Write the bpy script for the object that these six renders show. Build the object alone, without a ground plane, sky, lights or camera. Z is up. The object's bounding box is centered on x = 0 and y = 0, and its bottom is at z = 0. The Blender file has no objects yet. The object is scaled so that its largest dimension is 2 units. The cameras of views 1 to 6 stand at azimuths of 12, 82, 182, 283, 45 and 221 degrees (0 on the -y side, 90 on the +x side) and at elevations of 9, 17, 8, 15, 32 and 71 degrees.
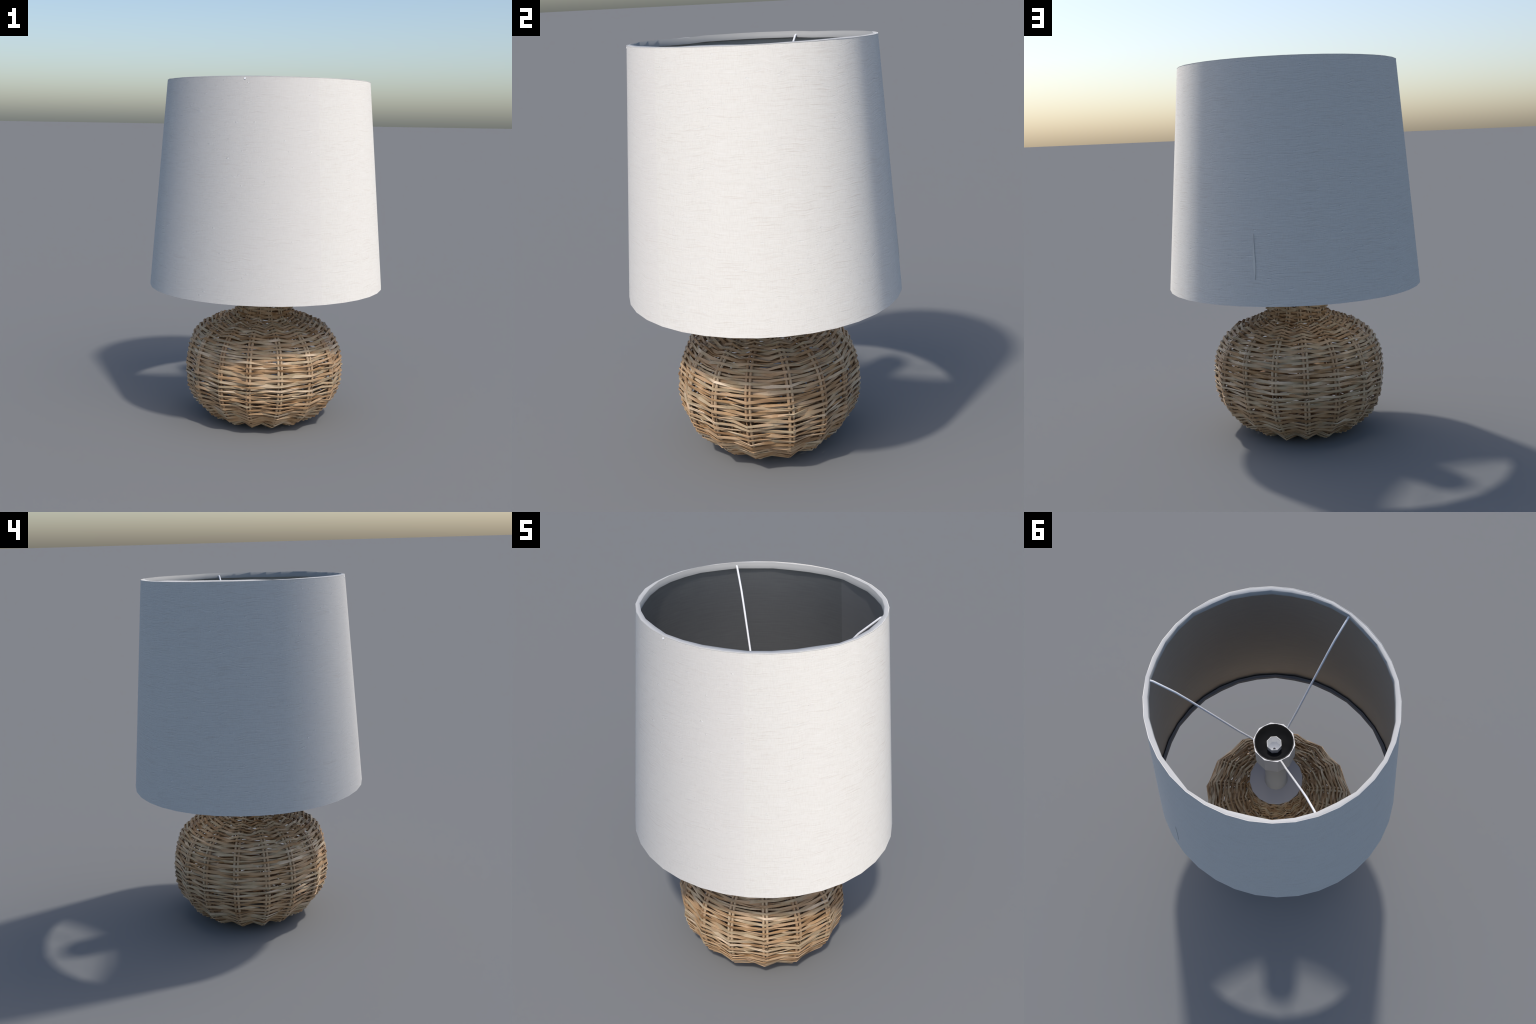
"""Table lamp: round woven wicker base, white stem and socket, tapered linen drum shade."""
import bpy, bmesh, math, random
from math import sin, cos, pi, radians
from mathutils import Vector

random.seed(41)
R = random.Random(7)

# ------------------------------------------------------------------ helpers
def mesh_obj(name, verts, faces, mat=None, parent=None, smooth=None):
    me = bpy.data.meshes.new(name)
    me.from_pydata([tuple(v) for v in verts], [], faces)
    bm = bmesh.new(); bm.from_mesh(me)
    bmesh.ops.recalc_face_normals(bm, faces=bm.faces)
    bm.to_mesh(me); bm.free()
    ob = bpy.data.objects.new(name, me)
    bpy.context.scene.collection.objects.link(ob)
    if mat: me.materials.append(mat)
    if smooth is not None:
        me.polygons.foreach_set("use_smooth", [True] * len(me.polygons))
        me.set_sharp_from_angle(angle=radians(smooth))
    if parent: ob.parent = parent
    return ob

def loft(rings, closed_u=True, closed_v=False, caps=True):
    """rings: list of equal-length point loops -> verts, faces"""
    n = len(rings[0]); verts = [p for r in rings for p in r]; faces = []
    m = len(rings)
    for i in range(m if closed_v else m - 1):
        a, b = i * n, ((i + 1) % m) * n
        for j in range(n if closed_u else n - 1):
            k = (j + 1) % n
            faces.append((a + j, a + k, b + k, b + j))
    if caps and not closed_v:
        faces.append(tuple(range(n))[::-1]); faces.append(tuple((m - 1) * n + j for j in range(n)))
    return verts, faces

def circle(r, z, n, phase=0.0, ex=0.0, cx=0.0, cy=0.0):
    return [Vector((cx + r * (1 + ex) * cos(phase + 2 * pi * j / n),
                    cy + r * (1 - ex) * sin(phase + 2 * pi * j / n), z)) for j in range(n)]

# ------------------------------------------------------------------ materials
class Nodes:
    def __init__(self, name):
        self.m = bpy.data.materials.new(name); self.m.use_nodes = True
        self.t = self.m.node_tree; self.t.nodes.clear()
        self.out = self.n("ShaderNodeOutputMaterial"); self.b = self.n("ShaderNodeBsdfPrincipled")
        self.l(self.b.outputs[0], self.out.inputs[0])
    def n(self, kind, **kw):
        nd = self.t.nodes.new(kind)
        for k, v in kw.items(): setattr(nd, k, v)
        return nd
    def l(self, a, b): self.t.links.new(a, b)
    def put(self, sock, v):
        if hasattr(v, "is_linked"): self.l(v, sock)
        else: sock.default_value = v
    def math(self, op, a, b=0.0, c=0.0):
        nd = self.n("ShaderNodeMath", operation=op)
        for i, v in enumerate((a, b, c)): self.put(nd.inputs[i], v)
        return nd.outputs[0]
    def comb(self, x, y, z):
        nd = self.n("ShaderNodeCombineXYZ")
        for i, v in enumerate((x, y, z)): self.put(nd.inputs[i], v)
        return nd.outputs[0]
    def noise(self, vec, scale=1.0, detail=2.0, rough=0.5, dist=0.0):
        nd = self.n("ShaderNodeTexNoise")
        self.l(vec, nd.inputs["Vector"])
        nd.inputs["Scale"].default_value = scale; nd.inputs["Detail"].default_value = detail
        nd.inputs["Roughness"].default_value = rough; nd.inputs["Distortion"].default_value = dist
        return nd.outputs["Fac"]
    def ramp(self, fac, stops, interp="LINEAR"):
        nd = self.n("ShaderNodeValToRGB"); cr = nd.color_ramp; cr.interpolation = interp
        while len(cr.elements) < len(stops): cr.elements.new(0.5)
        for e, (p, c) in zip(cr.elements, stops):
            e.position = p; e.color = (c, c, c, 1) if isinstance(c, (int, float)) else (*c, 1)
        self.l(fac, nd.inputs[0]); return nd.outputs[0]
    def mix(self, f, a, b, mode="MIX"):
        nd = self.n("ShaderNodeMix", data_type="RGBA", blend_type=mode)
        self.put(nd.inputs[0], f)
        for s, v in ((nd.inputs[6], a), (nd.inputs[7], b)):
            self.put(s, v if hasattr(v, "is_linked") else (*v, 1))
        return nd.outputs[2]
    def bump(self, h, strength, dist):
        nd = self.n("ShaderNodeBump"); nd.inputs["Strength"].default_value = strength
        nd.inputs["Distance"].default_value = dist
        self.l(h, nd.inputs["Height"]); self.l(nd.outputs[0], self.b.inputs["Normal"])
    def set(self, **kw):
        for k, v in kw.items():
            s = self.b.inputs[k.replace("_", " ")]
            self.put(s, (*v, 1) if isinstance(v, tuple) and len(v) == 3 else v)
    def cyl(self):
        """angle (radians), height, radius of the shading point"""
        tc = self.n("ShaderNodeTexCoord"); s = self.n("ShaderNodeSeparateXYZ")
        self.l(tc.outputs["Object"], s.inputs[0])
        return self.math("ARCTAN2", s.outputs[1], s.outputs[0]), s.outputs[2], s

def plain(name, col, rough, metal=0.0, **kw):
    k = Nodes(name); k.set(Base_Color=col, Roughness=rough, Metallic=metal, **kw); return k.m

def linen(name, lean=True):
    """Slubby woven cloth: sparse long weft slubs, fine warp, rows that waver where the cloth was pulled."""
    k = Nodes(name); ang, z, _ = k.cyl()
    sx = k.math("MULTIPLY", ang, 0.62)
    w = k.noise(k.comb(k.math("MULTIPLY", sx, 5.2), k.math("MULTIPLY", z, 0.9), 3.1), 1.6, 1.5)
    zz = k.math("ADD", z, k.math("MULTIPLY", k.math("SUBTRACT", w, 0.5), 0.036))
    patch = k.noise(k.comb(k.math("MULTIPLY", sx, 1.7), k.math("MULTIPLY", zz, 7.0), 2.0), 1.0, 2.0, 0.6)
    weft = k.noise(k.comb(k.math("MULTIPLY", sx, 7.0), k.math("MULTIPLY", zz, 165.0), 0.0), 1.0, 4.0, 0.68)
    weft2 = k.noise(k.comb(k.math("MULTIPLY", sx, 14.0), k.math("MULTIPLY", zz, 300.0), 9.0), 1.0, 2.0, 0.6)
    warp = k.noise(k.comb(k.math("MULTIPLY", sx, 260.0), k.math("MULTIPLY", zz, 30.0), 4.0), 1.0, 2.0, 0.6)
    slub = k.noise(k.comb(k.math("MULTIPLY", sx, 20.0), k.math("MULTIPLY", zz, 125.0), 17.0), 1.0, 1.0)
    slubm = k.ramp(slub, [(0.66, 0.0), (0.80, 0.8)])
    tuft = k.noise(k.comb(k.math("MULTIPLY", sx, 48.0), k.math("MULTIPLY", zz, 90.0), 31.0), 1.0, 0.0)
    tuftm = k.ramp(tuft, [(0.81, 0.0), (0.88, 1.0)])
    lump = k.math("MAXIMUM", slubm, tuftm)
    dark = k.math("MULTIPLY", k.ramp(weft, [(0.30, 1.0), (0.47, 0.0)]), k.ramp(patch, [(0.36, 0.35), (0.62, 0.95)]))
    c = k.mix(dark, (0.785, 0.758, 0.708), (0.67, 0.615, 0.56))
    c = k.mix(k.math("MULTIPLY", k.ramp(warp, [(0.36, 1.0), (0.52, 0.0)]), 0.22), c, (0.64, 0.585, 0.525))
    c = k.mix(k.ramp(weft2, [(0.52, 0.0), (0.70, 0.7)]), c, (0.83, 0.805, 0.765))
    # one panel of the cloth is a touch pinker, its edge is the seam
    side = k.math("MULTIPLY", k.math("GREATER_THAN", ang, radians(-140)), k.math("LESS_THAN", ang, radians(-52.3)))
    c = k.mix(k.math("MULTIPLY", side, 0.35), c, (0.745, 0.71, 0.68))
    c = k.mix(k.math("MULTIPLY", lump, 0.7), c, (0.84, 0.825, 0.80))
    k.set(Base_Color=c, Roughness=0.92, Specular_IOR_Level=0.12)
    h = k.math("ADD", weft, k.math("MULTIPLY", warp, 0.25))
    h = k.math("ADD", h, k.math("MULTIPLY", weft2, 0.25))
    h = k.math("ADD", h, k.math("MULTIPLY", lump, 0.8))
    if lean:
        # shading normals bent off the real wall to skew the sun's falloff:
        # up and a little sideways round the drum
        g = k.n("ShaderNodeNewGeometry")
        off = k.comb(k.math("MULTIPLY", k.math("SINE", ang), LEAN_SIDE),
                     k.math("MULTIPLY", k.math("COSINE", ang), -LEAN_SIDE), LEAN_UP)
        add = k.n("ShaderNodeVectorMath", operation="ADD"); k.l(g.outputs["Normal"], add.inputs[0]); k.l(off, add.inputs[1])
        nrm = k.n("ShaderNodeVectorMath", operation="NORMALIZE"); k.l(add.outputs[0], nrm.inputs[0])
    k.bump(h, 0.5, 0.0024)
    if lean:
        k.l(nrm.outputs[0], k.b.inputs["Normal"].links[0].from_node.inputs["Normal"])
    return k.m
LEAN_SIDE, LEAN_UP = 0.86, 0.80

def lining_mat():
    k = Nodes("dark_shade_lining"); ang, z, _ = k.cyl()
    sx = k.math("MULTIPLY", ang, 0.62)
    weft = k.noise(k.comb(k.math("MULTIPLY", sx, 7.0), k.math("MULTIPLY", z, 150.0), 0.0), 1.0, 3.0, 0.6)
    warp = k.noise(k.comb(k.math("MULTIPLY", sx, 280.0), k.math("MULTIPLY", z, 30.0), 0.0), 1.0, 2.0, 0.6)
    h = k.math("ADD", weft, k.math("MULTIPLY", warp, 0.5))
    c = k.mix(k.ramp(h, [(0.55, 0.0), (1.0, 1.0)]), LIN_A, LIN_B)
    # one panel of the lining is given a slightly lighter grey
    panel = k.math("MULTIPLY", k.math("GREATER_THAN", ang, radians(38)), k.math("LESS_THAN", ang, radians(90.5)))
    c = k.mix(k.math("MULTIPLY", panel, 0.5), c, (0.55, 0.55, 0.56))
    k.set(Base_Color=c, Roughness=LIN_ROUGH, Metallic=LIN_METAL)
    k.bump(h, 0.15, 0.001)
    return k.m

def wicker(name, stops, along="ring"):
    k = Nodes(name); ang, z, s = k.cyl()
    oi = k.n("ShaderNodeObjectInfo"); rnd = oi.outputs["Random"]
    off = k.math("MULTIPLY", rnd, 57.0)
    if along == "ring":
        u, v = k.math("MULTIPLY", ang, 1.0), z
    else:
        u, v = z, k.math("MULTIPLY", ang, 0.4)
    big = k.noise(k.comb(k.math("MULTIPLY", u, 2.6), k.math("MULTIPLY", v, 9.0), off), 1.0, 2.0, 0.6)
    fine = k.noise(k.comb(k.math("MULTIPLY", u, 8.0), k.math("MULTIPLY", v, 420.0), off), 1.0, 3.0, 0.6)
    f = k.math("ADD", k.math("MULTIPLY", big, 1.15), k.math("MULTIPLY", k.math("SUBTRACT", rnd, 0.5), 0.45))
    f = k.math("SUBTRACT", f, 0.075)
    c = k.ramp(f, stops)
    c = k.mix(k.ramp(fine, [(0.32, 0.45), (0.6, 0.0)]), c, (0.62, 0.55, 0.47), "MULTIPLY")
    spot = k.noise(k.comb(k.math("MULTIPLY", u, 30.0), k.math("MULTIPLY", v, 60.0), off), 1.0, 1.0)
    c = k.mix(k.ramp(spot, [(0.68, 0.0), (0.8, 0.35)]), c, (0.30, 0.20, 0.12))
    k.set(Base_Color=c, Roughness=0.45, Specular_IOR_Level=0.45)
    k.bump(fine, 0.25, 0.001)
    return k.m

LIN_A, LIN_B, LIN_ROUGH, LIN_METAL = (0.355, 0.36, 0.36), (0.41, 0.415, 0.415), 0.52, 1.0
M_LINEN = linen("white_linen")
M_LINEN_EDGE = linen("white_linen_edge", lean=False)
M_LINING = lining_mat()
TAN = [(0.20, (0.29, 0.160, 0.072)), (0.38, (0.45, 0.275, 0.138)), (0.54, (0.53, 0.356, 0.208)),  # mid stops lowered to bring in the dimness beneath the shade
       (0.68, (0.48, 0.365, 0.226)), (0.86, (0.74, 0.565, 0.395))]
M_WEAVE = wicker("tan_wicker_strand", TAN)
M_STAKE = wicker("tan_wicker_stake", [(0.25, (0.40, 0.25, 0.14)), (0.5, (0.52, 0.365, 0.225)),
                                      (0.75, (0.57, 0.435, 0.285))], along="stake")
M_WHITE = plain("white_enamel", (0.80, 0.80, 0.81), 0.35)
M_WIRE = plain("white_painted_wire", (0.84, 0.84, 0.85), 0.4)
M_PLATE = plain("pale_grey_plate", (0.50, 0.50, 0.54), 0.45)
M_STEM = plain("off_white_tube", (0.66, 0.65, 0.62), 0.5)
M_BLACK = plain("black_plastic", (0.010, 0.010, 0.011), 0.5, Specular_IOR_Level=0.3)
M_CERAMIC = plain("white_ceramic", (0.92, 0.92, 0.92), 0.6)  # pushed near white so the deep bowl looks sky-lit
M_HOLE = plain("dark_hole", (0.05, 0.05, 0.055), 0.6)

# ------------------------------------------------------------------ root
lamp = bpy.data.objects.new("table_lamp", None)
bpy.context.scene.collection.objects.link(lamp)
lamp["label"] = "table lamp with woven wicker base and white linen drum shade"
lamp["category"] = "table lamp"

# ------------------------------------------------------------------ lampshade
ZT, ZB = 1.9935, 0.815            # top and bottom edge of the cloth
RT, RB = 0.5729, 0.6748          # mean radii there
EX = 0.0152                      # the drum is slightly oval, wider along x
SEG, PH = 36, radians(8.4)

def shade_r(z): return RB + (RT - RB) * (z - ZB) / (ZT - ZB)
def shade_ring(d, z, n=SEG, ph=PH): return circle(shade_r(z) - d, z, n, ph, EX)

N_H = 12
zs = [ZB + (ZT - ZB) * i / N_H for i in range(N_H + 1)]
rings = [shade_ring(0.0, z) for z in zs] + [shade_ring(0.002, z) for z in reversed(zs)]
v, f = loft(rings, closed_v=True)
shade = mesh_obj("lampshade", v, f, M_LINEN, lamp, smooth=35)

zs2 = [ZB + 0.006 + (ZT - 0.014 - ZB) * i / N_H for i in range(N_H + 1)]
rings = [shade_ring(0.0028, z) for z in zs2] + [shade_ring(0.0045, z) for z in reversed(zs2)]
v, f = loft(rings, closed_v=True)
lining = mesh_obj("shade_lining", v, f, M_LINING, shade, smooth=35)

def bead(name, sect, n_in, mats, wave=0.0, smooth=None, crisp=()):
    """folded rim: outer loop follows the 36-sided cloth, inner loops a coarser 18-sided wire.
    sect rows: inset from the cloth, height, coarse?, material of the facet up to the next row"""
    rr = []
    bend = [R.uniform(-1, 1) for _ in range(SEG)]
    for d, z, coarse, _ in sect:
        pts = []
        for j in range(SEG):
            a = PH + 2 * pi * j / SEG
            r = shade_r(z) - d; zz = z
            if coarse:
                step = 2 * pi / n_in; a0 = PH + radians(3.0)
                t = ((a - a0) % step) - step / 2
                r = r * (0.02 + 0.98 * cos(step / 2) / cos(t)) + 0.0045 * wave * bend[(j // 2 * 5) % SEG]
                zz += wave * 0.0024 * bend[(j // 2 * 7) % SEG]
            else:
                zz += wave * 0.0018 * (0.6 * bend[j] + 0.4 * sin(2.3 * a))
            pts.append(Vector((r * (1 + EX) * cos(a), r * (1 - EX) * sin(a), zz)))
        rr.append(pts)
    v, f = loft(rr, closed_v=True)
    ob = mesh_obj(name, v, f, mats[0], shade, smooth=smooth)
    for m in mats[1:]: ob.data.materials.append(m)
    for i, p in enumerate(ob.data.polygons): p.material_index = sect[i // SEG][3]
    for e in ob.data.edges:
        a, b = (q // SEG for q in e.vertices)
        if a == b and a in crisp: e.use_edge_sharp = True
    return ob

M_FOLD = plain("grey_rim_band", (0.34, 0.34, 0.335), 0.7, 0.1)
M_LIP = plain("rim_cloth", (0.56, 0.55, 0.53), 0.85)  # white cloth dulled in colour to carry the lip's grey shading
bead("shade_rim", [(-0.0006, ZT - 0.001, 0, 0), (0.0125, ZT + 0.0035, 1, 1), (0.0170, ZT - 0.028, 1, 1),
                   (0.009, ZT - 0.030, 0, 0)], 18, [M_LIP, M_FOLD], 1.25, 110, crisp=(0, 2, 3))
M_DARK = plain("dark_rim_band", (0.24, 0.24, 0.25), 0.7)
bead("shade_rim", [(0.0035, ZB + 0.0015, 0, 0), (0.012, ZB + 0.002, 1, 0), (0.0190, ZB + 0.009, 1, 0),
                   (0.0150, ZB + 0.026, 1, 0), (0.009, ZB + 0.032, 0, 0)], 18, [M_DARK], 0.6)

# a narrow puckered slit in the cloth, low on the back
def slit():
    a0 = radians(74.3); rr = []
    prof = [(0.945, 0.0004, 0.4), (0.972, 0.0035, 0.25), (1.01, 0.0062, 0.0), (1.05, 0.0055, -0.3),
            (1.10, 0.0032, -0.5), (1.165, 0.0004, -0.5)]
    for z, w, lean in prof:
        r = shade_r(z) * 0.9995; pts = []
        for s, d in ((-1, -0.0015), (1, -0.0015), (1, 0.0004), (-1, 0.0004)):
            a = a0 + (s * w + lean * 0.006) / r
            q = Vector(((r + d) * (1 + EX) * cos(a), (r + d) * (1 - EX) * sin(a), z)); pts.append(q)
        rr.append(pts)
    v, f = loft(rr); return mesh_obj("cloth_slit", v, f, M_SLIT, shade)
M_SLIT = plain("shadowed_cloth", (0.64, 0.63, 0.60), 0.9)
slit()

# ------------------------------------------------------------------ spider arms
def tube(path, radii, n=8):
    rings = []
    for i, p in enumerate(path):
        t = (path[min(i + 1, len(path) - 1)] - path[max(i - 1, 0)]).normalized()
        side = t.cross(Vector((0, 0, 1)))
        if side.length < 1e-4: side = Vector((1, 0, 0))
        side.normalize(); up = side.cross(t)
        r = radii[i] if hasattr(radii, "__len__") else radii
        rings.append([p + side * r * cos(2 * pi * j / n) + up * r * sin(2 * pi * j / n) for j in range(n)])
    return loft(rings)

# one bent wire, three times round the drum: bends as (radius, height)
BENDS = [(0.5665, 1.9825), (0.545, 1.976), (0.452, 1.890), (0.400, 1.826), (0.263, 1.644), (0.180, 1.532), (0.098, 1.437)]
v, f = tube([Vector((r, 0, z)) for r, z in BENDS], 0.0054, 8)
arm = None
for deg in (-91.4, 28.6, 148.6):
    if arm is None:
        arm = mesh_obj("spider_arm", v, f, M_WIRE, shade, smooth=50); ob = arm
    else:
        ob = arm.copy(); bpy.context.scene.collection.objects.link(ob)
    ob.rotation_euler = (0, 0, radians(deg))

# ------------------------------------------------------------------ socket and stem
SZ = 1.452
n = 10
out = lambda z, r=0.108: circle(r, z, n, radians(-6))
socket_verts, socket_faces = loft([circle(0.050, 1.292, n, radians(-6)), out(1.292, 0.106), out(SZ)], caps=True)
socket_faces.pop()                                  # open top
base = len(socket_verts)
n2 = 20
inner_top = circle(0.1005, SZ + 0.0, n2, radians(-6))
socket_verts += inner_top
for j in range(n):                                  # flat rim between ten-sided wall and round mouth
    a, b = 2 * n + j, 2 * n + (j + 1) % n
    i0, i1, i2 = base + 2 * j, base + 2 * j + 1, base + (2 * j + 2) % n2
    socket_faces += [(a, i1, i0), (a, b, i1), (b, i2, i1)]
socket = mesh_obj("lamp_socket", socket_verts, socket_faces, M_WHITE, lamp, smooth=25)
cup = [circle(0.1000, SZ + 0.0015, n2), circle(0.0965, SZ + 0.001, n2), circle(0.092, SZ - 0.008, n2),
       circle(0.085, 1.424, n2), circle(0.060, 1.402, n2), circle(0.030, 1.384, n2), circle(0.030, 1.380, n2), circle(0.1000, 1.380, n2)]
v, f = loft(cup, closed_v=True)
mesh_obj("socket_cup", v, f, M_BLACK, socket, smooth=30)
# hollow ceramic bulb holder standing in the cup
ph = radians(20)
hold = [circle(0.037, 1.340, 8, ph), circle(0.0395, 1.436, 8, ph), circle(0.036, 1.4385, 8, ph), circle(0.029, 1.380, 8, ph)]
v, f = loft(hold)
pin = mesh_obj("bulb_holder", v, f, M_CERAMIC, socket, smooth=25)
hx, hy = 0.010 * cos(radians(131)), 0.010 * sin(radians(131))
v, f = loft([circle(0.0065, 1.375, 10, 0, 0, hx, hy), circle(0.0065, 1.3815, 10, 0, 0, hx, hy)])
mesh_obj("contact_hole", v, f, M_HOLE, socket, smooth=30)

PZ = 0.858                                            # neck plate height
v, f = loft([circle(0.066, PZ + 0.0005, 14), circle(0.061, PZ + 0.015, 14), circle(0.059, 1.02, 14), circle(0.0585, 1.2925, 14)])
mesh_obj("stem_tube", v, f, M_STEM, lamp, smooth=40)
v, f = loft([circle(0.140, PZ - 0.06, 16), circle(0.1520, PZ - 0.004, 16), circle(0.1495, PZ, 16)])
mesh_obj("neck_plate", v, f, M_PLATE, lamp, smooth=30)

# ------------------------------------------------------------------ wicker base
# mid-surface of the weave, bottom centre -> round belly -> shoulder -> neck lip
PROFILE = [(0.060, 0.014), (0.150, 0.011), (0.212, 0.012), (0.274, 0.024), (0.322, 0.046), (0.364, 0.077), (0.403, 0.118),
           (0.433, 0.165), (0.451, 0.215), (0.460, 0.265), (0.463, 0.315), (0.460, 0.365), (0.453, 0.412),
           (0.441, 0.454), (0.423, 0.494), (0.397, 0.529), (0.362, 0.560), (0.317, 0.582), (0.265, 0.600),
           (0.211, 0.615), (0.176, 0.638), (0.159, 0.680), (0.154, 0.730), (0.150, 0.790), (0.148, 0.848)]

def drift(z):
    """the hand-made body leans: foot and shoulder sit a little to one side of the belly"""
    foot = min(max((0.22 - z) / 0.2, 0.0), 1.0)
    sh = min(max((z - 0.40) / 0.14, 0.0), 1.0) * min(max((0.70 - z) / 0.08, 0.0), 1.0)
    return Vector((-0.004 - 0.006 * foot - 0.002 * sh, 0.003 * foot - 0.001 * sh))

def swell(a, z):
    """the basket is hand made: not quite round, with one flattened side"""
    d = ((math.degrees(a) - 46 + 180) % 360) - 180
    flat = 0.052 - 0.042 * min(max((z - 0.36) / 0.12, 0.0), 1.0)      # the flat side fades out towards the shoulder
    return 0.984 + 0.013 * cos(2 * a) - 0.008 * sin(2 * a) - flat * math.exp(-(d / 20) ** 2)

def lopsided(r, a, z):
    t = min(max((r - 0.16) / 0.2, 0.0), 1.0)
    return r * (1 + (swell(a, z) - 1) * t)

def catmull(pts, sub=12):
    out = []
    P = [Vector((a, b)) for a, b in pts]
    for i in range(len(P) - 1):
        p0, p1, p2, p3 = P[max(i - 1, 0)], P[i], P[i + 1], P[min(i + 2, len(P) - 1)]
        for s in range(sub):
            t = s / sub
            out.append(0.5 * ((2 * p1) + (p2 - p0) * t + (2 * p0 - 5 * p1 + 4 * p2 - p3) * t * t
                              + (3 * p1 - p0 - 3 * p2 + p3) * t ** 3))
    out.append(P[-1]); return out

CURVE = catmull(PROFILE)
ARC = [0.0]
for a, b in zip(CURVE, CURVE[1:]): ARC.append(ARC[-1] + (b - a).length)
TOTAL = ARC[-1]

def at(s):
    """point, tangent and outward normal (r, z) at arc length s"""
    s = min(max(s, 0.0), TOTAL)
    lo, hi = 0, len(ARC) - 1
    while hi - lo > 1:
        m = (lo + hi) // 2
        if ARC[m] <= s: lo = m
        else: hi = m
    t = (s - ARC[lo]) / (ARC[hi] - ARC[lo])
    p = CURVE[lo].lerp(CURVE[hi], t)
    a, b = CURVE[max(lo - 3, 0)], CURVE[min(hi + 3, len(CURVE) - 1)]
    tg = (b - a).normalized()
    return p, tg, Vector((tg.y, -tg.x))

STAKE_DEG = [-178, -156, -136, -111.3, -89.4, -66.8, -43.3, -21.2, 3.6, 26.0, 49.5, 73.8, 95.3, 115.9, 139, 158.7]
NS = len(STAKE_DEG)
ST = [radians(a) for a in STAKE_DEG]

ROW = 0.0140                                          # spacing of the rows along the profile
AMP = 0.0115                                          # how far a strand swings over and under a stake

def weave_ring(s, row, width):
    """one strand: over one pair of stakes, under the next, one bend between"""
    rings = []
    for i in range(NS):
        a0 = ST[i]; a1 = ST[(i + 1) % NS]
        if a1 < a0: a1 += 2 * pi
        over = 1 if (i + row) % 2 == 0 else -1
        for kind in (0, 1):
            if kind == 0:
                a = a0 + R.uniform(-0.02, 0.02); off = over * (AMP + R.uniform(-0.001, 0.003)) + 0.001
            else:
                a = a0 + (a1 - a0) * R.uniform(0.42, 0.58)
                off = R.uniform(-0.003, 0.0035) - 0.002
            p, tg, nr = at(s)
            ease = min(1.0, p.x / 0.2)
            if kind == 1:                              # strands run straight from stake to stake; sag inward, most near the foot
                off -= (0.004 + 0.009 * max(0.0, 1 - p.y / 0.16)) * ease
            ds = R.gauss(0, 0.0020) if kind == 0 else R.gauss(0, 0.0032)
            p, tg, nr = at(s + ds)
            tilt = R.gauss(0.0, 0.36) + (0.08 if kind == 0 else R.choice((-0.45, 0.45, 0.0, 0.0)))
            w = width * (R.uniform(0.72, 1.05) if kind == 0 else R.uniform(0.85, 1.50)) / 2
            th = R.uniform(0.0020, 0.0030)
            q = p + nr * off * ease
            ca, sa = cos(tilt), sin(tilt)
            ax = tg * ca + nr * sa; bx = nr * ca - tg * sa
            loop = []
            for sw, sb in ((-1, -1), (1, -1), (1, 1), (-1, 1)):
                c = q + ax * sw * w + bx * sb * th
                rr = lopsided(c.x, a, c.y)
                dr = drift(c.y)
                loop.append(Vector((rr * cos(a) + dr.x, rr * sin(a) + dr.y, max(c.y, 0.0))))
            rings.append(loop)
    return loft(rings, closed_v=True, caps=False)

def stake_path(a, side, s_from, s_to, step=0.045):
    k = max(2, int((s_to - s_from) / step)); path, rad = [], []
    for i in range(k + 1):
        s = s_from + (s_to - s_from) * i / k
        p, tg, nr = at(s)
        half = 0.0088 * min(1.0, 0.55 + p.x / 0.6)
        aa = a + side * half / p.x
        q = p + nr * (R.uniform(0.0005, 0.0030) - 0.005 * min(max((p.y - 0.56) / 0.06, 0.0), 1.0))
        rr = lopsided(q.x, aa, q.y)
        dr = drift(q.y)
        path.append(Vector((rr * cos(aa) + dr.x, rr * sin(aa) + dr.y, max(q.y, 0.008))))
        rad.append(0.0074 * min(1.0, 0.4 + p.x / 0.5))
    return path, rad

# woven underside (parent mesh of the base), rows too small to pick apart
bv, bf = [], []
row = 0
s = 0.020
s_base = 0.150
while s < s_base:
    v, f = weave_ring(s, row, 0.0150)
    o = len(bv); bv += v; bf += [tuple(i + o for i in q) for q in f]
    s += ROW; row += 1
wicker_base = mesh_obj("wicker_base", bv, bf, M_WEAVE, lamp)
wicker_base["kind"] = "stuff"

while s < TOTAL - 0.004:
    top = min(max((at(s)[0].y - 0.46) / 0.08, 0.0), 1.0)
    wd = R.uniform(0.0106, 0.0162) * (1 - 0.02 * top)
    v, f = weave_ring(s, row, wd)
    mesh_obj("weaver", v, f, M_WEAVE, wicker_base)
    s += ROW * R.uniform(0.93, 1.07); row += 1

for i, a in enumerate(ST):
    for side in (-1, 1):
        path, rad = stake_path(a, side * R.uniform(0.95, 1.15), 0.05, TOTAL - 0.008)
        v, f = tube(path, rad, 6)
        mesh_obj("stake", v, f, M_STAKE, wicker_base, smooth=40)
